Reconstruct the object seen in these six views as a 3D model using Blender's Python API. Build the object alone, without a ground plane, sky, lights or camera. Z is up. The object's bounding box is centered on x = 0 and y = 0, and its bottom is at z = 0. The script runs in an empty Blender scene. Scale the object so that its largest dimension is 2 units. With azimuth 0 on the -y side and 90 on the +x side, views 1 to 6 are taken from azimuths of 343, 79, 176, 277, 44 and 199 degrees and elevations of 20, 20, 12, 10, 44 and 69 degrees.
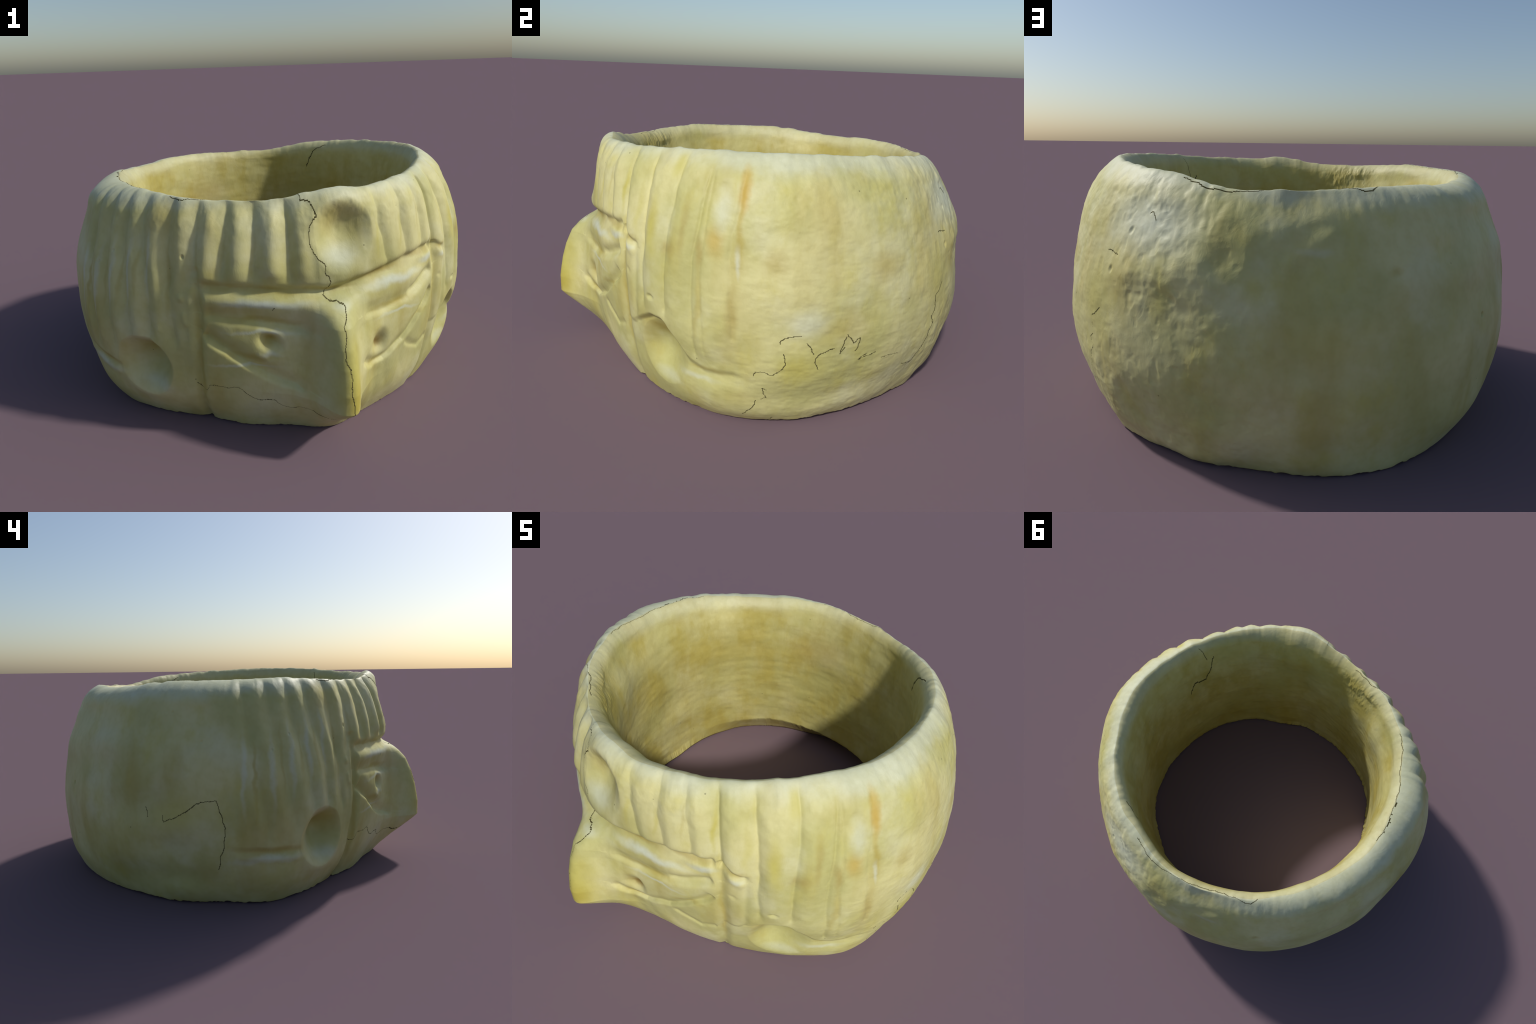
"""Carved bone ring: a wide, slightly lopsided tube with a beaked face carved on the
front, grooved hair above it, three thumb-sized hollows and a jagged hairline crack."""
import math
import numpy as np
try:
    import bpy
except ImportError:            # lets the shape code be evaluated on its own
    bpy = None

N_AROUND, N_WALL, N_RIM, N_BORE, N_UNDER = 2200, 320, 44, 96, 14
RIM_H = 0.09                   # height over which the outer wall rounds over into the rim
FACE = 267.3                   # azimuth of the beak, degrees from +x

# ------------------------------------------------------------------ big shape
# outer wall: cross-section stations every 15 degrees, radius at eight heights
LEVELS = (0.0, 0.12, 0.25, 0.40, 0.55, 0.70, 0.85, 1.0)
STATIONS = (
    (0.858, 0.915, 0.960, 0.966, 0.956, 0.932, 0.892, 0.795),  # 0 deg
    (0.853, 0.908, 0.950, 0.968, 0.956, 0.931, 0.880, 0.779),  # 15 deg
    (0.860, 0.915, 0.956, 0.972, 0.962, 0.928, 0.879, 0.796),  # 30 deg
    (0.885, 0.956, 0.982, 0.981, 0.967, 0.930, 0.873, 0.807),  # 45 deg
    (0.867, 0.939, 0.978, 0.986, 0.966, 0.942, 0.876, 0.816),  # 60 deg
    (0.877, 0.935, 0.972, 0.988, 0.979, 0.959, 0.907, 0.813),  # 75 deg
    (0.900, 0.945, 0.977, 0.990, 0.990, 0.963, 0.903, 0.806),  # 90 deg
    (0.920, 0.959, 0.990, 0.995, 0.984, 0.956, 0.898, 0.820),  # 105 deg
    (0.899, 0.965, 0.983, 0.990, 0.974, 0.938, 0.892, 0.854),  # 120 deg
    (0.875, 0.945, 0.966, 0.968, 0.956, 0.933, 0.907, 0.873),  # 135 deg
    (0.847, 0.919, 0.962, 0.965, 0.957, 0.934, 0.894, 0.847),  # 150 deg
    (0.842, 0.906, 0.961, 0.986, 0.976, 0.951, 0.891, 0.836),  # 165 deg
    (0.812, 0.897, 0.953, 0.972, 0.968, 0.945, 0.889, 0.859),  # 180 deg
    (0.837, 0.914, 0.935, 0.947, 0.937, 0.904, 0.849, 0.813),  # 195 deg
    (0.775, 0.852, 0.890, 0.901, 0.887, 0.854, 0.803, 0.749),  # 210 deg
    (0.711, 0.786, 0.833, 0.847, 0.834, 0.818, 0.775, 0.727),  # 225 deg
    (0.708, 0.756, 0.791, 0.808, 0.802, 0.792, 0.758, 0.697),  # 240 deg
    (0.704, 0.747, 0.774, 0.791, 0.799, 0.798, 0.764, 0.708),  # 255 deg
    (0.740, 0.758, 0.776, 0.790, 0.790, 0.809, 0.777, 0.754),  # 270 deg
    (0.715, 0.766, 0.795, 0.808, 0.803, 0.793, 0.770, 0.740),  # 285 deg
    (0.726, 0.790, 0.819, 0.838, 0.836, 0.818, 0.790, 0.738),  # 300 deg
    (0.755, 0.804, 0.847, 0.874, 0.874, 0.852, 0.803, 0.730),  # 315 deg
    (0.798, 0.864, 0.881, 0.907, 0.906, 0.887, 0.836, 0.750),  # 330 deg
    (0.837, 0.924, 0.938, 0.946, 0.938, 0.916, 0.864, 0.784),  # 345 deg
)
# rim height by azimuth
CREST = [(0, 1.042), (12, 1.033), (23, 1.027), (34, 1.018), (45, 1.003), (55, .993), (60, .98), (66, .957), (73, .943),
         (80, .950), (88, .944), (97, .951), (103, .958), (110, .958), (120, .957), (135, .95), (146, .958), (155, .972),
         (167, .985), (180, .984), (192, .986), (204, .993), (215, .982), (225, .979), (235, .975), (242, .973),
         (253, .984), (262, 1.003), (270, 1.016), (280, 1.008), (290, 1.01), (305, 1.016), (315, 1.024), (328, 1.034), (345, 1.04)]
# bore radius just under the rim, and at its lower edge (azimuth, radius, height of that edge)
BORE_TOP = [(7, .708), (19, .72), (30, .733), (46, .735), (58, .738), (70, .753), (83, .753), (92, .751), (108, .75), (123, .735),
            (135, .732), (150, .73), (162, .709), (173, .696), (186, .682), (199, .680), (212, .674), (222, .665), (232, .648),
            (255, .648), (263, .654), (271, .662), (281, .660), (295, .65), (309, .646), (318, .652), (334, .667), (347, .692), (357, .706)]
BORE_LOW = [(0, .725, .045), (8, .738, .045), (14, .749, .05), (24, .765, .05), (35, .772, .06), (42, .772, .07), (50, .775, .09), (75, .745, .14),
            (100, .735, .135), (128, .735, .14), (142, .73, .12), (154, .735, .10), (166, .72, .06), (177, .69, .045), (184, .68, .045), (200, .68, .045),
            (215, .665, .045), (223, .65, .045), (231, .638, .045), (240, .622, .045), (250, .611, .045), (261, .62, .045), (268, .617, .045),
            (282, .582, .045), (292, .602, .045), (300, .618, .045), (317, .648, .045), (328, .664, .045), (344, .695, .045)]
# how far the bore bulges inward at mid height
BULGE = [(0, .030), (14, .040), (26, .032), (40, .014), (60, .012), (78, .006), (95, .018), (112, .026), (131, .018), (146, .030), (160, .044), (180, .034), (202, .044), (228, .045),
         (246, .032), (262, .034), (280, .040), (296, .030), (315, .034), (336, .032), (350, .034)]
BORE_SWELLS = [(272, .86, 20, .10, -.028), (216, .75, 13, .13, -.014), (340, .22, 11, .10, -.014), (177, .45, 9, .15, .012), (148, .80, 9, .10, -.012), (24, .80, 8, .10, .014),
               (61, .68, 15, .22, .030), (358, .88, 18, .08, -.010), (279, .12, 10, .06, -.010), (190, .91, 22, .07, .014), (140, .50, 8, .2, .004), (256, .66, 8, .10, -.010), (223, .87, 8, .06, .010)]
# inner lip of the underside
LIP = [(0, .738), (7, .746), (12, .757), (17, .771), (30, .774), (41, .766), (49, .783), (65, .85), (85, .877), (102, .882), (111, .85), (120, .846),
       (134, .83), (142, .814), (150, .782), (160, .75), (170, .71), (177, .682), (192, .679), (199, .684), (211, .671), (222, .649), (236, .633), (252, .616),
       (264, .620), (274, .597), (285, .597), (292, .619), (301, .635), (314, .653), (329, .68), (341, .694), (352, .715)]
# silhouette of the beak: height, radius
BEAK = [(-.02, .74), (0, .755), (.05, .80), (.11, .865), (.15, .915), (.20, .975), (.224, .999), (.30, .997), (.40, .977),
        (.47, .955), (.54, .922), (.58, .885), (.61, .85), (.64, .81), (.66, .79)]


def around(pairs, deg, col=1):
    a = np.array(pairs, float)
    x = np.r_[a[-1, 0] - 360, a[:, 0], a[0, 0] + 360]
    y = np.r_[a[-1, col], a[:, col], a[0, col]]
    return np.interp(np.asarray(deg) % 360, x, y)


def smooth_ring(v, sigma_deg):
    n = len(v)
    k = np.fft.fftfreq(n) * n
    return np.real(np.fft.ifft(np.fft.fft(v) * np.exp(-2 * (np.pi * k * sigma_deg / 360) ** 2)))


def spline_weights(s):
    SN = np.array(LEVELS)
    n = len(SN)
    h = np.diff(SN)
    A, B, I = np.eye(n), np.zeros((n, n)), np.eye(n)
    for i in range(1, n - 1):
        A[i, i - 1:i + 2] = h[i - 1], 2 * (h[i - 1] + h[i]), h[i]
        B[i, i - 1:i + 2] = 6 / h[i - 1], -6 / h[i - 1] - 6 / h[i], 6 / h[i]
    M = np.linalg.solve(A, B)
    i = np.clip(np.searchsorted(SN, s) - 1, 0, n - 2)
    hh, t = h[i][:, None], (s - SN[i])[:, None]
    a = hh - t
    return M[i] * a ** 3 / (6 * hh) + M[i + 1] * t ** 3 / (6 * hh) + (I[i] / hh - M[i] * hh / 6) * a + (I[i + 1] / hh - M[i + 1] * hh / 6) * t


def station_radius(deg):
    """radius at the LEVELS for every azimuth: closed Catmull-Rom through the stations"""
    S = np.array(STATIONS)
    n = len(S)
    u = np.asarray(deg) % 360 / 360 * n
    i = np.floor(u).astype(int)
    f = (u - i)[:, None]
    c = (-.5 * f + f ** 2 - .5 * f ** 3, 1 - 2.5 * f ** 2 + 1.5 * f ** 3, .5 * f + 2 * f ** 2 - 1.5 * f ** 3, -.5 * f ** 2 + .5 * f ** 3)
    return sum(w * S[(i + j - 1) % n] for j, w in enumerate(c))


def beak(deg, z):
    """0..1 weight of the beak in (deg, z) and its ridge radius"""
    ridge = np.interp(z, *np.array(BEAK).T)
    d = (deg - FACE + 180) % 360 - 180
    wide = np.interp(z, [0, .2, .35, .5, .6], [1.4, 1.1, .95, .92, 1.1])
    right = np.interp(d / wide, [0, .8, 1.6, 2.4, 3.7, 5.2, 6.8, 9, 12, 17, 24], [1, .985, .93, .83, .65, .50, .39, .28, .16, .05, 0])
    steep = np.interp(-d / wide, [0, .8, 1.6, 2.4, 3.7, 5.2, 6.8, 9, 12, 18], [1, .998, .975, .93, .77, .53, .32, .16, .07, 0])
    full = np.interp(-d / wide, [0, .8, 1.6, 2.4, 3.7, 5.2, 6.8, 11, 16, 22, 30], [1, .998, .98, .94, .80, .60, .43, .22, .12, .05, 0])
    low = np.clip((.52 - z) / .25, 0, 1)
    left = steep * (1 - low) + full * low
    f = np.where(d > 0, right, left)
    # round off the joints of the profile
    k = np.fft.fftfreq(len(f)) * len(f)
    f = np.real(np.fft.ifft(np.fft.fft(f, axis=0) * np.exp(-2 * (np.pi * k * .55 / 360) ** 2)[:, None], axis=0))
    return f * np.clip((.67 - z) / .05, 0, 1), ridge


# broad swells and flats: azimuth, height, half widths, radius change
SWELLS = [(310, .46, 14, .28, -.034), (312, .80, 15, .15, -.012), (222, .45, 9, .26, -.022), (142, .45, 14, .15, .027), (126, .68, 14, .08, .018), (136, .85, 10, .07, -.022),
          (169, .29, 8, .06, -.012), (172, .06, 13, .06, .020), (174, .0, 20, .06, .020), (148, .03, 10, .07, .012), (86, .72, 10, .13, -.028), (100, .76, 7, .12, -.012), (149, .71, 7, .06, .016), (158, .46, 12, .08, -.013), (121, .81, 7, .05, .012), (222, .70, 4, .09, -.012), (318, .60, 5, .12, -.008), (316, .22, 6, .08, -.010), (84, .89, 9, .05, -.014),
          (60, .75, 9, .10, .012), (80, .42, 9, .12, -.004), (52, .17, 8, .09, -.018), (40, .14, 7, .07, -.012), (72, .13, 8, .12, .016), (64, .03, 10, .06, .024),
          (88, .18, 9, .12, .014), (108, .0, 22, .05, .012), (93, .05, 10, .06, .018), (22, .33, 10, .2, .006), (16, .62, 9, .10, .004), (52, .48, 8, .10, .004), (46, .05, 8, .05, -.014), (54, .68, 8, .07, .014),
          (356, .61, 8, .15, .010), (343, .50, 7, .22, .014), (336, .37, 5, .08, .012), (354, .32, 7, .1, .006), (4, .07, 22, .06, .020), (272, .86, 10, .12, .008),
          (190, .93, 9, .05, -.014), (225, .28, 4, .12, -.014), (298, .25, 9, .15, -.010), (298, .655, 10, .03, -.014), (251, .69, 9, .03, -.010), (307.3, .84, 2.5, .15, -.003),
          (279, .42, 4, .12, .006), (75, .45, 9, .10, .012), (84, .34, 8, .08, .012), (281, .24, 4, .08, -.012), (56, .72, 6, .05, -.010), (171, .09, 8, .05, .010)]


def big_wall(deg, z, crest):
    """smooth outer wall without carving; deg (n,), z (n, m)"""
    s = np.clip(z / crest[:, None], 0, 1)
    R8 = station_radius(deg)
    W = spline_weights(s.ravel()).reshape(s.shape + (len(LEVELS),))
    R = np.einsum("nmk,nk->nm", W, R8)
    for a, h, wa, wh, dr in SWELLS:
        R = R + dr * np.exp(-(((deg - a + 180) % 360 - 180) / wa) ** 2)[:, None] * np.exp(-((z - h) / wh) ** 2)
    f, ridge = beak(deg[:, None], z)
    mid = np.array([np.interp(FACE, deg, R[:, j]) for j in range(R.shape[1])])[None]
    return R + f * np.maximum(ridge - mid, 0)


# ------------------------------------------------------------------ carving helpers, all in metres on the unrolled wall
MEAN_R = 0.87


def lattice_noise(x, y, period_x, seed):
    """smooth value noise, periodic in x (x counted in cells)"""
    rng = np.random.default_rng(seed)
    ny = int(np.ceil(y.max() - y.min())) + 4
    g = rng.uniform(-1, 1, (period_x, ny))
    y = y - y.min()
    i, j = np.floor(x).astype(int), np.floor(y).astype(int)
    fx, fy = x - i, y - j
    fx, fy = fx * fx * fx * (fx * (6 * fx - 15) + 10), fy * fy * fy * (fy * (6 * fy - 15) + 10)
    a, b = i % period_x, (i + 1) % period_x
    return (g[a, j] * (1 - fx) + g[b, j] * fx) * (1 - fy) + (g[a, j + 1] * (1 - fx) + g[b, j + 1] * fx) * fy


def fractal(deg, z, cell_x, cell_z, seed, octaves=3, gain=.5):
    out, amp = 0, 1.0
    for o in range(octaves):
        n = max(3, int(round(2 * np.pi * MEAN_R / cell_x)))
        out = out + amp * lattice_noise(deg / 360 * n, z / cell_z, n, seed + o)
        cell_x, cell_z, amp = cell_x / 2.1, cell_z / 2.1, amp * gain
    return out


class Carver:
    """adds grooves, ridges and hollows to a displacement field D over (deg, z)"""

    def __init__(self, deg, z):
        self.deg, self.z = deg, z
        self.D = np.zeros_like(z)
        # slightly unsteady hand: all carving is looked up at wobbled coordinates
        self.wx = .0035 * fractal(deg, z, .09, .09, 71, 2)
        self.wz = .0035 * fractal(deg, z, .09, .09, 83, 2)

    def window(self, d0, d1, z0, z1):
        """rows (azimuths) in the window, as an index array"""
        mid = (d0 + d1) / 2
        off = (self.deg[:, 0] - mid + 180) % 360 - 180
        return np.nonzero(np.abs(off) <= (d1 - d0) / 2)[0], mid

    def line(self, pts, depth, width, taper=(0.03, 0.03), lean=0.0, power=2.0, skew=None):
        """groove (depth > 0) or ridge (depth < 0) along (deg, z) points.
        lean > 0 makes the side of larger deg / lower z the steep one"""
        p = np.array(pts, float)
        pad = np.degrees(4 * width / MEAN_R) + 1
        rows, mid = self.window(p[:, 0].min() - pad, p[:, 0].max() + pad, 0, 0)
        if not len(rows):
            return
        X = np.radians((self.deg[rows] - mid + 180) % 360 - 180) * MEAN_R + self.wx[rows]
        Z = self.z[rows] + self.wz[rows]
        q = np.stack([np.radians((p[:, 0] - mid + 180) % 360 - 180) * MEAN_R, p[:, 1]], -1)
        seg = np.linalg.norm(np.diff(q, axis=0), axis=1)
        run = np.r_[0, np.cumsum(seg)]
        best = np.full(X.shape, 1e9)
        along = np.zeros(X.shape)
        side = np.zeros(X.shape)
        for k in range(len(seg)):
            a, d = q[k], (q[k + 1] - q[k]) / seg[k]
            t = np.clip((X - a[0]) * d[0] + (Z - a[1]) * d[1], 0, seg[k])
            ex, ez = X - a[0] - t * d[0], Z - a[1] - t * d[1]
            dist = np.hypot(ex, ez)
            m = dist < best
            best = np.where(m, dist, best)
            along = np.where(m, run[k] + t, along)
            side = np.where(m, np.sign(d[0] * ez - d[1] * ex), side)
        w = width * (1 + lean * side)
        ramp = np.clip((along + taper[0] * .3) / max(taper[0], 1e-4), 0, 1) * np.clip((run[-1] - along + taper[1] * .3) / max(taper[1], 1e-4), 0, 1)
        ramp = ramp * ramp * (3 - 2 * ramp)
        self.D[rows] -= depth * ramp * np.exp(-(best / w) ** power)

    def hollow(self, c, half_deg, half_z, depth, tilt=0.0, drop=0.0, sharp=2.2, lip=0.0):
        """thumb-like hollow; drop > 0 puts the deepest point above the middle"""
        rows, mid = self.window(c[0] - 3 * half_deg, c[0] + 3 * half_deg, 0, 0)
        hx = math.radians(half_deg) * MEAN_R
        X = np.radians((self.deg[rows] - c[0] + 180) % 360 - 180) * MEAN_R + self.wx[rows]
        Z = self.z[rows] - c[1] + self.wz[rows]
        ct, st = math.cos(tilt), math.sin(tilt)
        u, v = (X * ct + Z * st) / hx, (-X * st + Z * ct) / half_z
        rho = np.hypot(u, v)
        bowl = np.cos(np.pi / 2 * np.clip(rho, 0, 1)) ** sharp * (1 + drop * np.clip(v, -1, 1))
        self.D[rows] -= depth * bowl
        self.D[rows] += lip * np.exp(-((rho - 1.05) / .2) ** 2) * np.clip(-v, 0, 1)

    def ledge(self, edge, soft=.022):
        """hair edge that overhangs: below the (deg, z, depth, reach) edge the wall is set back and recovers downward"""
        e = np.array(edge, float)
        rows, mid = self.window(e[0, 0], e[-1, 0], 0, 0)
        d = self.deg[rows] + np.degrees(self.wx[rows] / MEAN_R)
        top, dep, reach = (np.interp(d, e[:, 0], e[:, k]) for k in (1, 2, 3))
        k = max(1, int(1.4 / (360 / N_AROUND)))
        blur = np.hanning(2 * k + 3)[1:-1]
        pad = np.pad(top, ((k, k), (0, 0)), mode='edge')
        top = sum(b * pad[n:n + len(top)] for n, b in enumerate(blur)) / blur.sum()
        t = top - self.z[rows] - self.wz[rows]
        f = np.clip(t / soft + .5, 0, 1)
        self.D[rows] -= dep * f * f * (3 - 2 * f) * np.exp(-(np.maximum(t, 0) / reach) ** 2)

    def ribs(self, valleys, heights, z_top, z_low, crest_at=.5, sharp=.8, wobble=.35, seed=301, open_ends=(False, False)):
        """rounded ribs between neighbouring valley lines, each given as (deg, z) points from top to bottom"""
        V = []
        for k, v in enumerate(valleys):
            a = np.array(v, float)[::-1]
            sway = lattice_noise(self.deg * 0 + k * 5 + .37, self.z / .085, 97, seed) + .6 * lattice_noise(self.deg * 0 + k * 5 + .37, self.z / .036, 97, seed + 1)
            V.append(np.interp(self.z + self.wz, a[:, 1], a[:, 0]) + wobble * sway)
        d = self.deg + np.degrees(self.wx / MEAN_R)
        cut = []
        for k, h in enumerate(heights):
            fade = np.clip((self.z - z_low[k]) / .08, 0, 1) * np.clip((z_top - self.z) / .05, 0, 1)
            cut.append(h * (1 + .3 * lattice_noise(self.deg * 0 + k * 5 + .71, self.z / .11, 97, seed + 2)) * fade * fade * (3 - 2 * fade))
        # depth of every valley line: shared by the ribs on both sides, nothing at open ends
        deep = [cut[0] * (not open_ends[0])] + [(a + b) / 2 for a, b in zip(cut[:-1], cut[1:])] + [cut[-1] * (not open_ends[1])]
        for k in range(len(heights)):
            f = (d - V[k]) / (V[k + 1] - V[k])
            inside = (f > 0) & (f < 1)
            c = crest_at[k]
            g = np.where(f < c, .5 * f / c, .5 + .5 * (f - c) / (1 - c))
            crown = np.sin(np.pi * np.clip(g, 0, 1)) ** sharp
            self.D -= np.where(inside, (deep[k] * (1 - f) + deep[k + 1] * f) * (.72 - crown), 0)


def carve(deg, z):
    c = Carver(np.broadcast_to(deg[:, None], z.shape), z)
    # ---- hair on the left: round ribs, valleys listed from the rim down
    left = [[(183, .97), (183.5, .8), (185, .67), (187.5, .5), (189, .36)],
            [(187.8, .96), (189.5, .8), (190.5, .7), (192, .6), (193.5, .47), (194.8, .36)],
            [(195.2, .96), (196.5, .84), (198, .73), (199.7, .62), (201.2, .48), (202.8, .36)],
            [(202.3, .96), (203.7, .81), (205.4, .70), (207.3, .57), (208.3, .47), (208.6, .40)],
            [(209, .96), (209.4, .9), (210.9, .79), (212.9, .70), (214.5, .57), (215, .40)],
            [(218.6, .97), (218.9, .88), (219.1, .80), (219.6, .70), (220.5, .6), (221.5, .5), (222, .40)]]
    front = [[(227.9, .97), (227.6, .87), (227.2, .76), (226.5, .62)],
             [(235.8, .96), (236.5, .86), (236.1, .79), (235.6, .66)],
             [(244.8, .96), (245.3, .83), (245.0, .75), (245.3, .66)],
             [(254.3, .96), (254.8, .87), (255.3, .79), (255.7, .66)],
             [(262.5, .99), (262, .87), (262.5, .79), (263, .68)]]
    c.ribs(left + front, [.018, .018, .018, .019, .021, .024, .023, .024, .026, .020], 1.1,
           [.28, .30, .34, .40, .36, .60, .655, .655, .655, .655], [.5, .5, .5, .5, .44, .46, .45, .45, .48, .5], 1.45, .3, open_ends=(True, True))
    # ---- hair on the right: overlapping locks, steep on their left edge
    right = [[(275, .99), (276.5, .84), (277, .74), (278, .66)],
             [(282.4, .97), (282.5, .87), (284.2, .78), (286, .67)],
             [(291.6, .99), (291.6, .87), (292.5, .77), (293, .69)],
             [(299.8, 1.0), (300.0, .9), (301.4, .82), (301.6, .7)],
             [(308, 1.0), (308.6, .91), (308.8, .83), (309.3, .76), (309.3, .69)],
             [(318, 1.0), (318.2, .91), (318.6, .80), (319.2, .69), (318.6, .6), (319.5, .45)],
             [(329, 1.02), (328.8, .93), (328.2, .82), (327.4, .73), (327, .6), (327, .44)],
             [(338.3, .99), (337.1, .91), (336.0, .79), (335.2, .69), (335, .54), (336.2, .3)],
             [(346.6, .99), (345.8, .86), (344.6, .79), (343.9, .7), (344.6, .58), (345.3, .40)]]
    c.ribs(right, [.010, .013, .013, .014, .017, .016, .011, .009], 1.1, [.66, .67, .68, .68, .60, .40, .27, .27],
           [.5, .38, .36, .34, .33, .34, .38, .42], 1.25, .35, 381, (True, True))
    for k, (dep, wid) in ((4, (.007, .009)), (5, (.004, .009)), (6, (.004, .008)), (7, (.004, .008)), (8, (.004, .009))):
        c.line(right[k], dep, wid)
    c.line([(338.9, .98), (337.8, .77), (337.4, .61), (338.6, .32)], .003, .007)

    # ---- brow: groove under the overhanging hair, rounded ridge below it
    c.line([(229.5, .664), (237, .659), (251, .656), (259, .652), (266, .646), (274, .666), (286, .686), (294, .699), (308, .712)],
           .023, .026, (.05, .03), lean=-.2)
    c.line([(309.5, .712), (312, .688), (316.3, .662)], .010, .016, (.01, .03), lean=-.3)
    c.line([(230.5, .602), (240, .607), (250, .610), (257, .607), (262, .600)], -.007, .038, (.03, .06))
    c.line([(274, .612), (282, .630), (292, .645), (300, .664), (307.5, .680)], -.003, .038, (.06, .03))
    c.line([(310.5, .674), (313, .650), (316, .636)], -.005, .024, (.02, .03))
    # ---- left half of the face
    c.line([(230.5, .552), (237.3, .541), (245.8, .532), (252.6, .518), (260.2, .493)], .016, .030, (.05, .05), lean=.4)
    c.line([(249.5, .522), (254, .513), (258.5, .500)], .010, .018, (.04, .03))
    c.hollow((249.3, .446), 4.9, .052, .030, tilt=-.3, drop=.2, sharp=2.3)
    c.line([(245.2, .392), (249.0, .366), (253.4, .382)], -.005, .020, (.03, .04))
    c.line([(230.2, .474), (235.7, .421), (241.1, .373), (246.6, .321), (252.4, .278), (258.8, .262)], .023, .026, (.03, .05), lean=.45)
    c.line([(228.6, .735), (228.9, .64), (229.2, .507), (229.0, .367), (228, .197), (226.5, .0)], .018, .022, (.04, .01))
    c.line([(224.2, .63), (224.4, .59)], -.007, .016)
    c.line([(224.4, .555), (225, .52), (226, .49)], -.006, .014)
    # ---- right half of the face
    c.line([(275, .536), (283.7, .528), (291.2, .534), (298.3, .563), (307.5, .608)], .014, .028, (.05, .03), lean=.4)
    c.line([(294, .548), (301, .578), (307, .610)], .010, .020, (.06, .05))
    c.hollow((281.6, .390), 4.8, .078, .030, tilt=.35, sharp=2.4)
    c.line([(274.0, .345), (278.1, .312), (284.2, .302), (292.5, .350), (300.7, .430), (307.5, .515)], .016, .019, (.04, .03), lean=.45)
    c.line([(294, .330), (298.4, .285), (302.4, .258), (307.5, .285)], .006, .016, (.03, .02), lean=.3)
    c.line([(309.0, .72), (309.3, .62), (309.6, .508), (309.8, .355), (309.4, .16), (308.6, 0)], .013, .024, (.03, .01))
    c.line([(315.6, .69), (315.8, .55), (315.6, .40), (315, .33)], .005, .016)
    c.line([(311, .56), (313.5, .545)], .004, .012)
    c.hollow((322.6, .49), 1.6, .018, .008, sharp=1.6)
    # ---- the three thumb hollows
    c.hollow((270.3, .850), 9.4, .146, .062, tilt=.05, drop=.50, sharp=1.5)
    c.hollow((212.3, .288), 8.4, .146, .132, tilt=.12, drop=.26, sharp=1.45, lip=.006)
    c.hollow((325, .25), 8.6, .145, .064, tilt=-.12, drop=.20, sharp=1.4)
    c.ledge([(309.5, .335, .003, .05), (314, .338, .010, .07), (318, .375, .018, .10), (322, .408, .026, .12), (326, .405, .026, .12), (329.5, .352, .022, .10),
             (334, .280, .011, .065), (339, .250, .011, .045), (345, .262, .010, .045), (351, .246, .0, .05)], .035)
    # ---- hair edge running back from the left hollow
    c.ledge([(183.5, .292, .0, .05), (188, .284, .009, .050), (193, .279, .013, .050), (199, .274, .012, .045), (204, .268, .006, .045), (206.5, .268, .0, .045)], .034)
    c.line([(185.5, .250), (197, .236), (204, .226)], -.008, .020, (.06, .03))
    # ---- wear: diagonal gash at the back, small pits, pitted area behind the right ear
    c.line([(82.5, .745), (86.5, .790), (91, .832), (95, .85)], .004, .032, (.04, .06))
    c.line([(84.0, .715), (88, .752), (92, .795), (96, .825)], -.003, .022, (.03, .05))
    c.hollow((72.5, .735), 5, .07, .008, sharp=1.5)
    for d, h, r, dep in ((131.7, .499, .7, .010), (107.3, .695, 1.6, .004), (196, .70, .5, .004), (201.5, .76, .5, .004), (224.6, .77, .6, .006),
                         (178, .74, .5, .004), (169, .86, .4, .004), (49, .80, .9, .005), (45, .66, .9, .005), (63, .60, 1.1, .005)):
        c.hollow((d, h), r, math.radians(r) * MEAN_R * 1.3, dep, sharp=1.6)
    D = c.D
    dd, zz = c.deg, c.z
    bump = np.exp(-(((dd - 55 + 180) % 360 - 180) / 26) ** 2)
    right_side = np.exp(-(((dd - 5 + 180) % 360 - 180) / 38) ** 2)
    D = D + bump * (.0030 * fractal(dd, zz, .075, .08, 11, 3, .45) * (.5 + np.clip(fractal(dd, zz, .22, .22, 13, 1) + .5, 0, 1)) - .0026 * np.clip(fractal(dd, zz, .036, .042, 23, 2) - .25, 0, 1))
    D = D + right_side * (.0014 * fractal(dd, zz, .10, .06, 31, 3, .5) + .0007 * fractal(dd + 30 * zz, zz, .035, .018, 37, 2))
    D = D + .0014 * fractal(dd, zz, .14, .14, 41, 3, .45)
    top_wear = np.clip((zz - .80) / .12, 0, 1)
    D = D + top_wear * .0028 * fractal(dd, zz, .06, .07, 53, 3)
    return D


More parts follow.
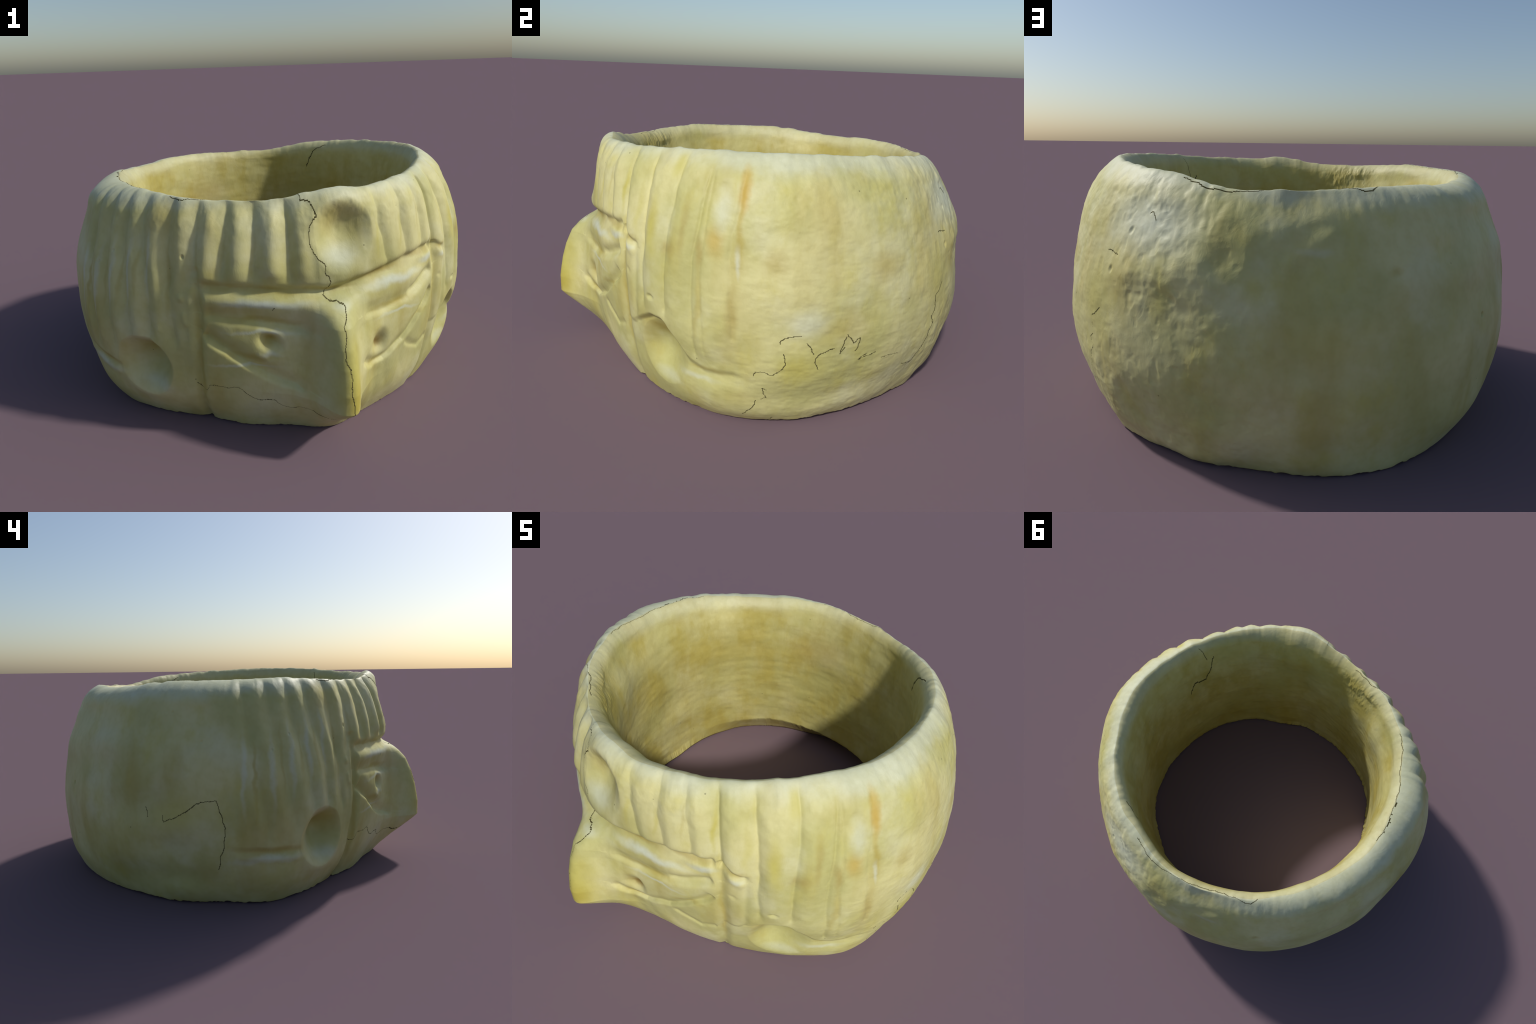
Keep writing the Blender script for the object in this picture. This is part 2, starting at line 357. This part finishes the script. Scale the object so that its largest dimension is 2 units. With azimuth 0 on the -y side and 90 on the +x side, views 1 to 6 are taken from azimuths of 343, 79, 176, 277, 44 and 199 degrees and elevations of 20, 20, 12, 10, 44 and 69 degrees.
def ring_surface():
    """rows of the closed loop: wall up, over the rim, down the bore, back under. Returns (P, loop, deg)"""
    deg = np.arange(N_AROUND) * 360.0 / N_AROUND
    crest = smooth_ring(around(CREST, deg), 1.6) + .003 * lattice_noise(deg / 360 * 90, deg * 0 + .3, 90, 3) + .0010 * lattice_noise(deg / 360 * 240, deg * 0 + .3, 240, 4)
    b_top = smooth_ring(around(BORE_TOP, deg), 3)
    b_low, b_z = smooth_ring(around(BORE_LOW, deg), 4), smooth_ring(around(BORE_LOW, deg, 2), 3)
    lip = smooth_ring(around(LIP, deg), 2)
    b_top = b_top + .004 * lattice_noise(deg / 360 * 46, deg * 0 + .3, 46, 15)
    rc = b_top + .034 + .006 * lattice_noise(deg / 360 * 38, deg * 0 + .3, 38, 16)
    ragged = np.abs(lattice_noise(deg / 360 * 300, deg * 0 + .3, 300, 7)) * .006 + np.abs(lattice_noise(deg / 360 * 110, deg * 0 + .3, 110, 8)) * .010
    lifted = np.exp(-(((deg - 5 + 180) % 360 - 180) / 40) ** 2)
    foot = np.clip(ragged - .004, 0, 1) + .016 * lifted
    # wall and outer half of the rim
    top = crest - RIM_H
    z_wall = foot[:, None] + (top - foot)[:, None] * np.linspace(0, 1, N_WALL)[None]
    a = np.linspace(0, np.pi / 2, N_RIM // 2 + 1)[1:]
    z_rim = top[:, None] + RIM_H * np.sin(a)[None]
    z = np.concatenate([z_wall, z_rim], 1)
    R = big_wall(deg, z, crest)
    D = carve(deg, z)
    g = np.concatenate([np.ones(N_WALL), np.cos(a)])[None]
    r = rc[:, None] + (R + D - rc[:, None]) * g
    # inner half of the rim, then the bore: one continuous profile, rounded over at the crest
    a2 = np.linspace(np.pi / 2, 0, N_RIM // 2 + 1)[1:]
    h2 = .055
    bz = b_z + ragged * .5
    z_in = (crest - h2)[:, None] + h2 * np.sin(a2)[None]
    t = np.linspace(0, 1, N_BORE + 1)[1:][None]
    z_b = (crest - h2)[:, None] * (1 - t) + bz[:, None] * t
    z_all = np.concatenate([z_in, z_b], 1)
    dd = np.broadcast_to(deg[:, None], z_all.shape)
    t = np.clip((crest[:, None] - z_all) / (crest - bz)[:, None], 0, 1)
    B = b_top[:, None] * (1 - t) + b_low[:, None] * t
    B = B - smooth_ring(around(BULGE, deg), 6)[:, None] * np.sin(np.pi * t ** .66) ** 1.3
    for a, h, wa, wh, dr in BORE_SWELLS:
        B = B + dr * np.exp(-(((deg - a + 180) % 360 - 180) / wa) ** 2)[:, None] * np.exp(-((z_all - h) / wh) ** 2)
    B = B + .0035 * fractal(dd, z_all, .40, .12, 61, 3, .5) + .0008 * fractal(dd + 40 * z_all, z_all, .07, .02, 67, 2)
    chip = np.exp(-(((dd - 232) + 180) % 360 - 180) ** 2 / 12 ** 2) * np.clip((z_all - .78) / .1, 0, 1)
    B = B + chip * .004 * fractal(dd, z_all, .05, .05, 77, 3, .6)
    round_over = np.concatenate([np.cos(a2), np.ones(N_BORE)])[None]
    r_all = rc[:, None] + (B - rc[:, None]) * round_over
    r_in, r_b = r_all[:, :len(a2)], r_all[:, len(a2):]
    # undercut from the bore edge to the lip, then the underside
    t = np.linspace(0, 1, 8)[1:][None]
    z_u = bz[:, None] * (1 - t) + (foot + .004)[:, None] * t
    lip = lip - ragged * .8
    r_u = r_b[:, -1:] * (1 - t) + lip[:, None] * t
    t = np.linspace(0, 1, N_UNDER - 6)[1:-1][None]
    z_s = (foot + .004)[:, None] * (1 - t) + foot[:, None] * t
    r_s = lip[:, None] * (1 - t) + r[:, :1] * t
    rr = np.concatenate([r, r_in, r_b, r_u, r_s], 1)
    zz = np.concatenate([z, z_in, z_b, z_u, z_s], 1)
    loop = np.concatenate([np.full(z.shape[1], 0), np.full(z_in.shape[1], 1), np.full(z_b.shape[1], 2), np.full(z_u.shape[1] + z_s.shape[1], 3)])
    th = np.radians(deg)[:, None]
    return np.stack([rr * np.cos(th), rr * np.sin(th), zz], -1), loop, deg


# ------------------------------------------------------------------ hairline cracks
# each is a run of (azimuth, distance over the rim: negative = down the outside, positive = down the bore)
CRACKS = [
    [(258.8, 0.008), (259.0, -0.032), (261.4, -0.042), (262.4, -0.074), (263.0, -0.104), (261.0, -0.134), (260.6, -0.162), (260.8, -0.211), (264.6, -0.297), (264.6, -0.33), (265.9, -0.365), (265.7, -0.393), (264.1, -0.424), (265.1, -0.462), (268.4, -0.506), (268.0, -0.553), (266.6, -0.591), (266.2, -0.721), (266.9, -0.747), (266.9, -0.808), (267.3, -0.886), (267.8, -0.976)],
    [(226.8, -0.768), (228.2, -0.792), (236.2, -0.797), (240.8, -0.808), (250.7, -0.89), (251.1, -0.899), (260.6, -0.915), (266.9, -1.058)],
    [(216.9, -0.006), (222.3, -0.017), (229.9, 0.013), (241.0, 0.016)],
    [(42.1, -0.544), (38.7, -0.589), (39.1, -0.657), (37.6, -0.675), (38.7, -0.712), (37.1, -0.771), (34.6, -0.86), (33.8, -0.896), (29.7, -0.876)],
    [(25.9, -0.805), (20.5, -0.801)],
    [(18.4, -0.772), (15.8, -0.782), (13.9, -0.794), (16.0, -0.77)],
    [(12.6, -0.749), (13.5, -0.695), (11.9, -0.717), (10.3, -0.681)],
    [(9.9, -0.731), (8.8, -0.762), (10.1, -0.69)],
    [(7.2, -0.736), (3.8, -0.76), (3.1, -0.79), (4.0, -0.821)],
    [(2.7, -0.757), (1.1, -0.713)],
    [(359.8, -0.684), (357.3, -0.687), (355.3, -0.702), (355.3, -0.713)],
    [(356.2, -0.754), (356.6, -0.801), (354.1, -0.844), (352.4, -0.833), (350.3, -0.832), (349.9, -0.851)],
    [(351.7, -0.963), (353.0, -0.957), (351.9, -0.905), (352.8, -0.915)],
    [(350.6, -0.968), (349.9, -1.005), (347.4, -1.057)],
    [(354.8, -1.083), (353.7, -1.13)],
    [(52.9, -0.173), (54.0, -0.169), (55.4, -0.197)],
    [(42.1, -0.333), (44.1, -0.327), (46.4, -0.333)],
    [(163.3, -0.607), (163.8, -0.652)],
    [(168.1, -0.649), (168.3, -0.679), (171.0, -0.665), (173.5, -0.642), (176.8, -0.601), (181.6, -0.586), (182.7, -0.642), (183.8, -0.701), (183.2, -0.799), (181.6, -0.899)],
    [(322.4, 0.034), (321.1, 0.068), (320.4, 0.126)],
    [(316.6, 0.126), (319.9, 0.214), (323.6, 0.304), (330.1, 0.292), (334.1, 0.371)],
    [(203.4, 0.008), (197.6, 0.008), (185.8, 0.011), (173.7, 0.0), (165.4, -0.008), (156.6, 0.008)],
    [(58.5, -0.016), (64.8, -0.025), (74.2, -0.008), (85.7, 0.011), (99.2, 0.0), (105.1, -0.022), (107.8, 0.003)],
    [(43.9, 0.04), (50.0, 0.075), (53.3, 0.159)],
    [(250.2, -0.439), (250.7, -0.429)],]


def crack_cells(arc, deg):
    """grid cells that the jagged cracks run through"""
    rng = np.random.default_rng(5)
    cells = set()
    for pts in CRACKS:
        p = np.array(pts, float)
        x = np.degrees(np.unwrap(np.radians(p[:, 0])))
        q = np.stack([x, p[:, 1]], -1)
        # subdivide with midpoint jitter so that the line is jagged
        for depth in range(3):
            mid = (q[1:] + q[:-1]) / 2
            d = q[1:] - q[:-1]
            length = np.hypot(np.radians(d[:, 0]) * MEAN_R, d[:, 1])
            off = rng.uniform(-.09, .09, len(mid)) * np.minimum(length, .06)
            nrm = np.stack([-d[:, 1] / MEAN_R, np.radians(d[:, 0]) * MEAN_R], -1) / np.maximum(length, 1e-6)[:, None]
            mid = mid + np.stack([np.degrees(nrm[:, 0] * off), nrm[:, 1] * off], -1)
            m = np.empty((len(q) + len(mid), 2))
            m[0::2], m[1::2] = q, mid
            q = m
        for a, b in zip(q[:-1], q[1:]):
            n = max(2, int(np.hypot(np.radians(b[0] - a[0]) * MEAN_R, b[1] - a[1]) / .0006))
            for t in np.linspace(0, 1, n):
                u, w = a + (b - a) * t
                i = int(np.floor((u % 360) / 360 * len(deg))) % len(deg)
                j = int(np.searchsorted(arc[i], w)) - 1
                cells.add((i, min(max(j, 0), arc.shape[1] - 2)))
    return cells


# ------------------------------------------------------------------ materials
class Nodes:
    def __init__(self, name):
        self.mat = bpy.data.materials.new(name)
        self.mat.use_nodes = True
        self.t = self.mat.node_tree
        self.t.nodes.clear()
        self.out = self.t.nodes.new("ShaderNodeOutputMaterial")
        self.bsdf = self.t.nodes.new("ShaderNodeBsdfPrincipled")
        self.t.links.new(self.bsdf.outputs[0], self.out.inputs[0])
        self.co = self.t.nodes.new("ShaderNodeTexCoord").outputs["Object"]

    def put(self, socket, v):
        if hasattr(v, "links") or isinstance(v, bpy.types.NodeSocket):
            self.t.links.new(v, socket)
        else:
            socket.default_value = v

    def math(self, op, a, b=0.0, clamp=False):
        n = self.t.nodes.new("ShaderNodeMath")
        n.operation, n.use_clamp = op, clamp
        self.put(n.inputs[0], a)
        self.put(n.inputs[1], b)
        return n.outputs[0]

    def mapped(self, scale=(1, 1, 1), loc=(0, 0, 0), rot=(0, 0, 0), kind="POINT", vec=None):
        n = self.t.nodes.new("ShaderNodeMapping")
        n.vector_type = kind
        n.inputs["Location"].default_value = loc
        n.inputs["Rotation"].default_value = rot
        n.inputs["Scale"].default_value = scale
        self.put(n.inputs["Vector"], vec or self.co)
        return n.outputs[0]

    def noise(self, scale, detail=4, rough=.55, vec=None, distortion=0.0):
        n = self.t.nodes.new("ShaderNodeTexNoise")
        self.put(n.inputs["Vector"], vec or self.co)
        n.inputs["Scale"].default_value = scale
        n.inputs["Detail"].default_value = detail
        n.inputs["Roughness"].default_value = rough
        n.inputs["Distortion"].default_value = distortion
        return n.outputs[0]

    def ramp(self, v, lo, hi, a=0.0, b=1.0):
        n = self.t.nodes.new("ShaderNodeMapRange")
        n.interpolation_type, n.clamp = "SMOOTHSTEP", False
        self.put(n.inputs["Value"], v)
        for k, x in (("From Min", lo), ("From Max", hi), ("To Min", a), ("To Max", b)):
            n.inputs[k].default_value = x
        return n.outputs[0]

    def mix(self, fac, a, b, mode="MIX"):
        n = self.t.nodes.new("ShaderNodeMix")
        n.data_type, n.blend_type = "RGBA", mode
        self.put(n.inputs["Factor"], fac)
        self.put(n.inputs[6], a)
        self.put(n.inputs[7], b)
        return n.outputs[2]

    def vec(self, op, a, b=None, c=None):
        n = self.t.nodes.new("ShaderNodeVectorMath")
        n.operation = op
        for k, v in enumerate((a, b, c)):
            if v is not None:
                self.put(n.inputs[k], v)
        return n.outputs["Value"] if op in ("DOT_PRODUCT", "LENGTH") else n.outputs[0]

    def xyz(self, x, y, z):
        n = self.t.nodes.new("ShaderNodeCombineXYZ")
        for k, v in enumerate((x, y, z)):
            self.put(n.inputs[k], v)
        return n.outputs[0]

    def over(self, col, at, size, wobble, colour, strength, edge):
        """lay one soft-edged stain over a colour: at = (azimuth, radius, height[, tilt]), size = half extents (across, through, up).
        Only vector maths, made in order of use, so that the long chain of stains stays cheap to evaluate"""
        a, tilt = math.radians(at[0]), at[3] if len(at) > 3 else 0.0
        out_dir = np.array((math.cos(a), math.sin(a), 0.0))
        side, up = np.array((-math.sin(a), math.cos(a), 0.0)), np.array((0.0, 0.0, 1.0))
        across, along = side * math.cos(tilt) + up * math.sin(tilt), up * math.cos(tilt) - side * math.sin(tilt)
        p = self.vec("SUBTRACT", wobble, tuple(out_dir * at[1] + up * at[2]))
        d = [self.vec("DOT_PRODUCT", p, tuple(ax / half)) for ax, half in ((across, size[0]), (out_dir, size[1]), (along, size[2]))]
        dist = self.vec("LENGTH", self.xyz(*d))
        keep = self.ramp(dist, max(.05, 1.0 - 2 * edge), 1.0 + edge * .4, 1 - strength, 1.0)
        keep = self.xyz(keep, keep, keep)
        away = self.vec("SUBTRACT", col, colour[:3])
        return self.vec("MULTIPLY_ADD", away, keep, colour[:3])


def srgb(r, g, b):
    f = lambda c: ((c / 255 + .055) / 1.055) ** 2.4 if c > 10 else c / 255 / 12.92
    return (f(r), f(g), f(b), 1.0)


IVORY, PALE, CHALK = srgb(204, 199, 143), srgb(205, 204, 164), srgb(202, 208, 188)  # bone tones darkened toward the shading baked into the original
RUST, RESIN, UMBER = srgb(154, 134, 66), srgb(172, 158, 62), srgb(112, 92, 44)
YELLOW, OCHRE, ORANGE, BROWN, GREEN, OLIVE = srgb(187, 179, 92), srgb(172, 157, 80), srgb(184, 154, 64), srgb(158, 138, 80), srgb(182, 180, 118), srgb(178, 176, 113)


def bone_material(name, inside=False):
    n = Nodes(name)
    # coordinates with a slow wobble so that stains get uneven outlines
    warp = n.t.nodes.new("ShaderNodeTexNoise")
    warp.inputs["Scale"].default_value, warp.inputs["Detail"].default_value = 9, 4
    n.t.links.new(n.co, warp.inputs["Vector"])
    sub = n.t.nodes.new("ShaderNodeVectorMath")
    sub.operation = "MULTIPLY_ADD"
    n.t.links.new(warp.outputs["Color"], sub.inputs[0])
    sub.inputs[1].default_value = (.06, .06, .06)
    n.t.links.new(n.co, sub.inputs[2])
    off = n.t.nodes.new("ShaderNodeVectorMath")
    off.operation = "SUBTRACT"
    n.t.links.new(sub.outputs[0], off.inputs[0])
    off.inputs[1].default_value = (.03, .03, .03)
    wob = off.outputs[0]

    big = n.noise(2.3, 3, .5)
    mid = n.noise(6.5, 5, .6, n.mapped((1, 1, .55)))
    fine = n.noise(30, 4, .6)
    grey = n.noise(4.1, 4, .55, n.mapped(loc=(3.1, 1.7, .4)))
    col = n.mix(n.ramp(big, .38, .64, 0, .85), IVORY, OLIVE)  # olive share raised to bring down the mean, matching the original's shade
    col = n.mix(n.ramp(mid, .48, .74, 0, .55), col, YELLOW)
    col = n.mix(n.ramp(grey, .48, .72, 0, .6), col, PALE)
    if inside:
        col = n.mix(n.ramp(mid, .36, .70, .35, .85), col, OCHRE)
        streak = n.noise(7, 5, .6, n.mapped((.8, .8, 4)))
        col = n.mix(n.ramp(streak, .54, .74, 0, .18), col, BROWN)
        for at, size, c, k in (((150, .72, .66), (.34, .12, .12), OCHRE, .6), ((105, .75, .70), (.22, .12, .13), BROWN, .5), ((195, .68, .60), (.2, .12, .16), OCHRE, .5)):
            col = n.over(col, at, size, wob, c, k, .5)
    else:
        drip = n.noise(5, 3, .5, n.mapped((1, 1, .3)))
        col = n.mix(n.ramp(drip, .48, .72, 0, .5), col, OCHRE)
    # pale band along the top of the rim
    dot = n.t.nodes.new("ShaderNodeVectorMath")
    dot.operation = "DOT_PRODUCT"
    n.t.links.new(wob, dot.inputs[0])
    dot.inputs[1].default_value = (-.037, .04, 1.0)
    rim_pale = n.ramp(n.math("ADD", dot.outputs["Value"], n.math("MULTIPLY", n.math("SUBTRACT", mid, .5), .10)), .92, .995, 0, .35 if inside else .6)
    col = n.mix(rim_pale, col, CHALK)
    if not inside:
        # the stains wait for the ground colour, so that they are worked off one after the other
        wob = n.vec("MULTIPLY_ADD", col, (1e-6, 1e-6, 1e-6), wob)
        col = n.vec("MULTIPLY_ADD", wob, (1e-6, 1e-6, 1e-6), col)
        stains = [
            # beak: waxy yellow front, strongest towards the tip
            ((268, .96, .34), (.075, .16, .20), YELLOW, .9), ((268, .985, .27), (.055, .10, .09), RESIN, .75),
            # dirt in the brow groove
            ((250, .80, .655), (.25, .07, .020), OCHRE, .8), ((268, .82, .652), (.11, .07, .020, .1), RUST, .9), ((284, .79, .680), (.17, .06, .020, .1), RUST, 0.68),
            ((300, .79, .702), (.14, .06, .017, .1), RUST, 0.48), ((313, .81, .69), (.05, .06, .020, -.45), OCHRE, .7), ((236, .80, .66), (.10, .06, .018), OCHRE, .6),
            # hollows
            ((269.5, .745, .90), (.085, .07, .070), OCHRE, .75), ((213, .84, .34), (.09, .09, .07), OCHRE, .8), ((324, .83, .355), (.10, .09, .055), OCHRE, .8),
            # eyes and face grooves
            ((281.4, .80, .39), (.032, .06, .046), RUST, 0.80), ((281.4, .80, .385), (.020, .06, .030), UMBER, .9), ((249.3, .79, .450), (.038, .06, .036), OCHRE, 1.0),
            ((288, .80, .538), (.15, .06, .020, .05), OCHRE, .6), ((245, .80, .535), (.18, .06, .018, -.1), OCHRE, .6), ((244, .80, .385), (.17, .06, .020, -.5), OCHRE, .6),
            ((281, .79, .315), (.08, .06, .018), OCHRE, .6), ((299, .80, .44), (.09, .06, .018, .55), OCHRE, .5),
            ((309.4, .80, .38), (.014, .06, .30), OCHRE, .6), ((229, .80, .33), (.016, .06, .34), OCHRE, .6), ((196, .92, .262), (.20, .08, .026), OCHRE, .6),
            ((340, .88, .258), (.13, .08, .016), OCHRE, .6),
            # creases between the locks
            ((307.4, .77, .86), (.014, .08, .12), YELLOW, .8), ((291, .75, .82), (.012, .08, .10), YELLOW, .5), ((299.5, .75, .86), (.010, .08, .10), OCHRE, .35),
            ((281.6, .75, .82), (.012, .08, .09), YELLOW, .45), ((220, .82, .70), (.012, .08, .22), OCHRE, .5), ((210.6, .86, .75), (.012, .08, .20), OCHRE, .45),
            ((205, .88, .68), (.011, .08, .20), OCHRE, .4), ((199, .90, .65), (.011, .08, .20), OCHRE, .4), ((191.5, .93, .58), (.011, .08, .22), OCHRE, .6),
            ((228, .80, .82), (.012, .08, .12), OCHRE, .4), ((236.5, .79, .80), (.010, .08, .11), OCHRE, .35), ((245, .78, .80), (.010, .08, .11), OCHRE, .3),
            # right side: orange rust runs and yellow plates
            ((346.5, .86, .935), (.024, .10, .135), ORANGE, .85), ((346.2, .89, .76), (.016, .10, .12), OCHRE, .7),
            ((340.5, .91, .752), (.045, .10, .065), ORANGE, 0.60), ((336.6, .91, .715), (.022, .10, .075), RUST, 0.56), ((344.8, .92, .51), (.028, .12, .12), RUST, 0.48),
            ((332.5, .87, .78), (.020, .10, .14, -.3), RUST, 0.40), ((328.5, .88, .69), (.045, .10, .035), RUST, 0.48), ((336.5, .91, .52), (.016, .1, .16), OCHRE, .5),
            ((322.7, .83, .75), (.038, .10, .15), YELLOW, .9), ((327.5, .79, 1.0), (.032, .09, .07), YELLOW, .9), ((316, .80, .78), (.02, .1, .14), YELLOW, .4),
            ((354, .94, .70), (.06, .12, .06), RUST, 0.36), ((20, .95, .66), (.10, .12, .07), OCHRE, .6), ((10, .95, .45), (.15, .12, .09), OCHRE, .5),
            ((40, .96, .55), (.12, .12, .18), YELLOW, .6), ((48, .95, .35), (.06, .12, .12), RUST, 0.32), ((322.6, .85, .49), (.016, .06, .012), GREEN, 1.0),
            ((35, .93, .80), (.08, .1, .08), YELLOW, .4), ((0, .96, .30), (.12, .12, .08), YELLOW, .5), ((346, .87, .16), (.10, .12, .06), OCHRE, .45),
            # back and left
            ((172, .96, .44), (.14, .12, .11), YELLOW, .6), ((120, .97, .60), (.20, .12, .14), GREEN, .7), ((95, .97, .50), (.22, .12, .10), YELLOW, .4),
            ((79, .96, .66), (.05, .1, .06), YELLOW, .6), ((60, .97, .60), (.06, .1, .12), YELLOW, .6), ((145, .95, .30), (.25, .12, .12), YELLOW, .4),
            ((187, .93, .56), (.03, .1, .07), YELLOW, .5), ((107, .96, .70), (.04, .1, .02), OCHRE, .5),
        ]
        for at, size, c, k in stains:
            thin = min(size[0], size[2]) < .03
            col = n.over(col, at, size, wob, c, k, .45 if thin else .6)
        pale_patches = [((55, .9, .84), (.22, .14, .13), .75), ((90, .97, .77), (.11, .1, .022, .45), .7), ((268, .87, .605), (.05, .08, .03), .5), ((342, .89, .88), (.040, .1, .11), .6),
                  ((269, .77, .775), (.10, .08, .06), .6), ((327, .83, .150), (.11, .08, .030), .35), ((214, .84, .195), (.10, .08, .035), .5), ((2, .95, .48), (.09, .12, .07), .5),  # first three lighten the hollows' lower slopes where they catch light
                  # highlights painted on: brow ridges, lids, rib crests
                  ((288, .80, .632), (.20, .08, .022, .1), .85), ((248, .81, .608), (.22, .08, .020), .85), ((304, .80, .668), (.07, .08, .020, .1), .85),
                  ((313, .81, .655), (.035, .08, .014, -.3), .8), ((290, .81, .497), (.15, .06, .010, .1), .6), ((247, .80, .490), (.16, .06, .010, -.12), .6),
                  ((242, .80, .345), (.16, .06, .010, -.5), .55), ((249.3, .79, .395), (.06, .06, .014), .6), ((195, .92, .228), (.20, .08, .022), .6), ((338, .87, .212), (.13, .08, .016), .7),
                  ((214, .85, .75), (.014, .08, .18), .5), ((207.5, .88, .72), (.016, .08, .22), .6), ((202, .90, .68), (.016, .08, .22), .5), ((196, .92, .62), (.016, .08, .22), .5),
                  ((188.5, .94, .62), (.016, .08, .22), .5), ((345.8, .92, .69), (.012, .08, .06), .6)]
        for at, size, k in pale_patches:
            thin = min(size[0], size[2]) < .03
            col = n.over(col, at, size, wob, CHALK, k, .5 if thin else .6)
    # fine grain and dark specks
    col = n.mix(n.ramp(fine, .35, .75, 0, .18), col, n.mix(1.0, col, srgb(206, 198, 150), "MULTIPLY"))
    speck = n.t.nodes.new("ShaderNodeTexVoronoi")
    speck.inputs["Scale"].default_value = 8
    n.t.links.new(n.co, speck.inputs["Vector"])
    col = n.mix(n.ramp(speck.outputs["Distance"], .035, .015, 0, .6), col, srgb(90, 84, 44))
    n.put(n.bsdf.inputs["Base Color"], col)
    n.bsdf.inputs["Roughness"].default_value = .54
    n.bsdf.inputs["Specular IOR Level"].default_value = .32
    bump = n.t.nodes.new("ShaderNodeBump")
    bump.inputs["Strength"].default_value = .15
    bump.inputs["Distance"].default_value = .012
    n.put(bump.inputs["Height"], n.math("ADD", n.noise(17, 6, .62, n.mapped((1, 1, .55), rot=(.35, .2, 0)), 1.2), n.math("MULTIPLY", fine, .35)))
    n.t.links.new(bump.outputs[0], n.bsdf.inputs["Normal"])
    return n.mat


def crack_material():
    n = Nodes("crack_dark")
    n.put(n.bsdf.inputs["Base Color"], n.mix(n.noise(60), srgb(62, 58, 37), srgb(92, 87, 56)))  # dark paint for the black seen through open gaps
    n.bsdf.inputs["Roughness"].default_value = .9
    n.bsdf.inputs["Specular IOR Level"].default_value = 0
    return n.mat


# ------------------------------------------------------------------ parts
PARTS = ["ring_wall", "hair", "face", "beak", "eye", "eye.001", "hollow", "hollow.001", "hollow.002", "rim", "bore", "underside", "crack"]


def region_of(deg, z, loop, crest):
    """which part every grid cell belongs to"""
    part = np.zeros(z.shape, int)
    d = np.broadcast_to(deg[:, None], z.shape)
    wall = np.broadcast_to((loop == 0)[None], z.shape)
    brow = np.interp(d, [229, 251, 266, 274, 286, 294, 309], [.664, .656, .646, .666, .686, .699, .712])
    left_edge = np.interp(z, [.3, .5, .67, .8, 1.0], [189.5, 187.5, 185, 183.5, 182.5])
    hair = wall & (d > left_edge) & (d < np.interp(z, [.3, .58, .8, 1], [345.3, 344.6, 344.6, 346.6])) & (z > .28)
    face = wall & (d > 229) & (d < 309.3) & (z < brow)
    part[hair] = 1
    part[face] = 2
    off = np.abs((d - FACE + 180) % 360 - 180)
    part[face & (off < np.interp(z, [0, .2, .35, .6], [8, 6.5, 6.5, 8])) & (z > .12) & (z < .63)] = 3

    def oval(c, hd, hz):
        return wall & ((((d - c[0]) / hd) ** 2 + ((z - c[1]) / hz) ** 2) < 1)
    part[oval((249.3, .446), 2.2, .034)] = 4
    part[oval((281.4, .390), 1.8, .044)] = 5
    part[oval((270.3, .845), 8.4, .132)] = 6
    part[oval((213.3, .300), 7.6, .122)] = 7
    part[oval((325.2, .292), 7.8, .140)] = 8
    part[wall & (z > crest[:, None] - .03)] = 9
    part[np.broadcast_to(((loop == 1) | (loop == 2))[None], z.shape)] = 10
    part[np.broadcast_to((loop == 3)[None], z.shape)] = 11
    return part


def mesh_of(name, co, quads, normals):
    used, inv = np.unique(quads.ravel(), return_inverse=True)
    me = bpy.data.meshes.new(name)
    me.vertices.add(len(used))
    me.vertices.foreach_set("co", co[used].astype(np.float32).ravel())
    me.loops.add(quads.size)
    me.loops.foreach_set("vertex_index", inv.astype(np.int32))
    me.polygons.add(len(quads))
    me.polygons.foreach_set("loop_start", np.arange(0, quads.size, 4, dtype=np.int32))
    me.update(calc_edges=True)
    me.validate()
    me.polygons.foreach_set("use_smooth", np.ones(len(quads), bool))
    me.normals_split_custom_set_from_vertices(normals[used].tolist())
    return me


def build():
    P, loop, deg = ring_surface()
    n, m = P.shape[:2]
    crest = P[:, :, 2].max(1)
    first_in = int((loop == 0).sum())
    arc = np.cumsum(np.concatenate([np.zeros((n, 1)), np.linalg.norm(np.diff(P, axis=1), axis=2)], 1), 1)
    arc -= arc[:, first_in - 1:first_in]
    cells = crack_cells(arc, deg)
    # vertex normals of the whole closed body
    du = np.roll(P, -1, 0) - np.roll(P, 1, 0)
    dv = np.roll(P, -1, 1) - np.roll(P, 1, 1)
    N = np.cross(du, dv)
    N /= np.maximum(np.linalg.norm(N, axis=2, keepdims=True), 1e-12)
    # cracks are cut in: their corners sink below the surface
    sink = np.zeros((n, m))
    for i, j in cells:
        sink[i, j] = .001
    P = P - N * sink[..., None]
    i, j = np.meshgrid(np.arange(n), np.arange(m), indexing="ij")
    i2, j2 = (i + 1) % n, (j + 1) % m
    quads = np.stack([i * m + j, i2 * m + j, i2 * m + j2, i * m + j2], -1)
    zc = P[:, :, 2]
    part = region_of(deg, zc, loop, crest)
    for a, b in cells:
        part[a, b] = len(PARTS) - 1
    co, nor = P.reshape(-1, 3), N.reshape(-1, 3)

    root = bpy.data.objects.new("carved_bone_ring", None)
    root.empty_display_size = .2
    root["label"] = "yellowed carved bone ring with beaked face and grooved hair"
    root["category"] = "carved ring"
    bpy.context.scene.collection.objects.link(root)
    outside, inside, dark = bone_material("aged_bone"), bone_material("aged_bone_bore", True), crack_material()
    made = {}
    for k, name in enumerate(PARTS):
        q = quads[part == k]
        if not len(q):
            continue
        me = mesh_of(name, co, q, nor)
        ob = bpy.data.objects.new(name, me)
        me.materials.append(dark if name == "crack" else inside if name in ("bore", "underside") else outside)
        bpy.context.scene.collection.objects.link(ob)
        ob.parent = made["face"] if name.startswith(("eye", "beak")) else root
        if name == "crack":
            ob["kind"] = "stuff"
        made[name] = ob


if bpy is not None:
    build()
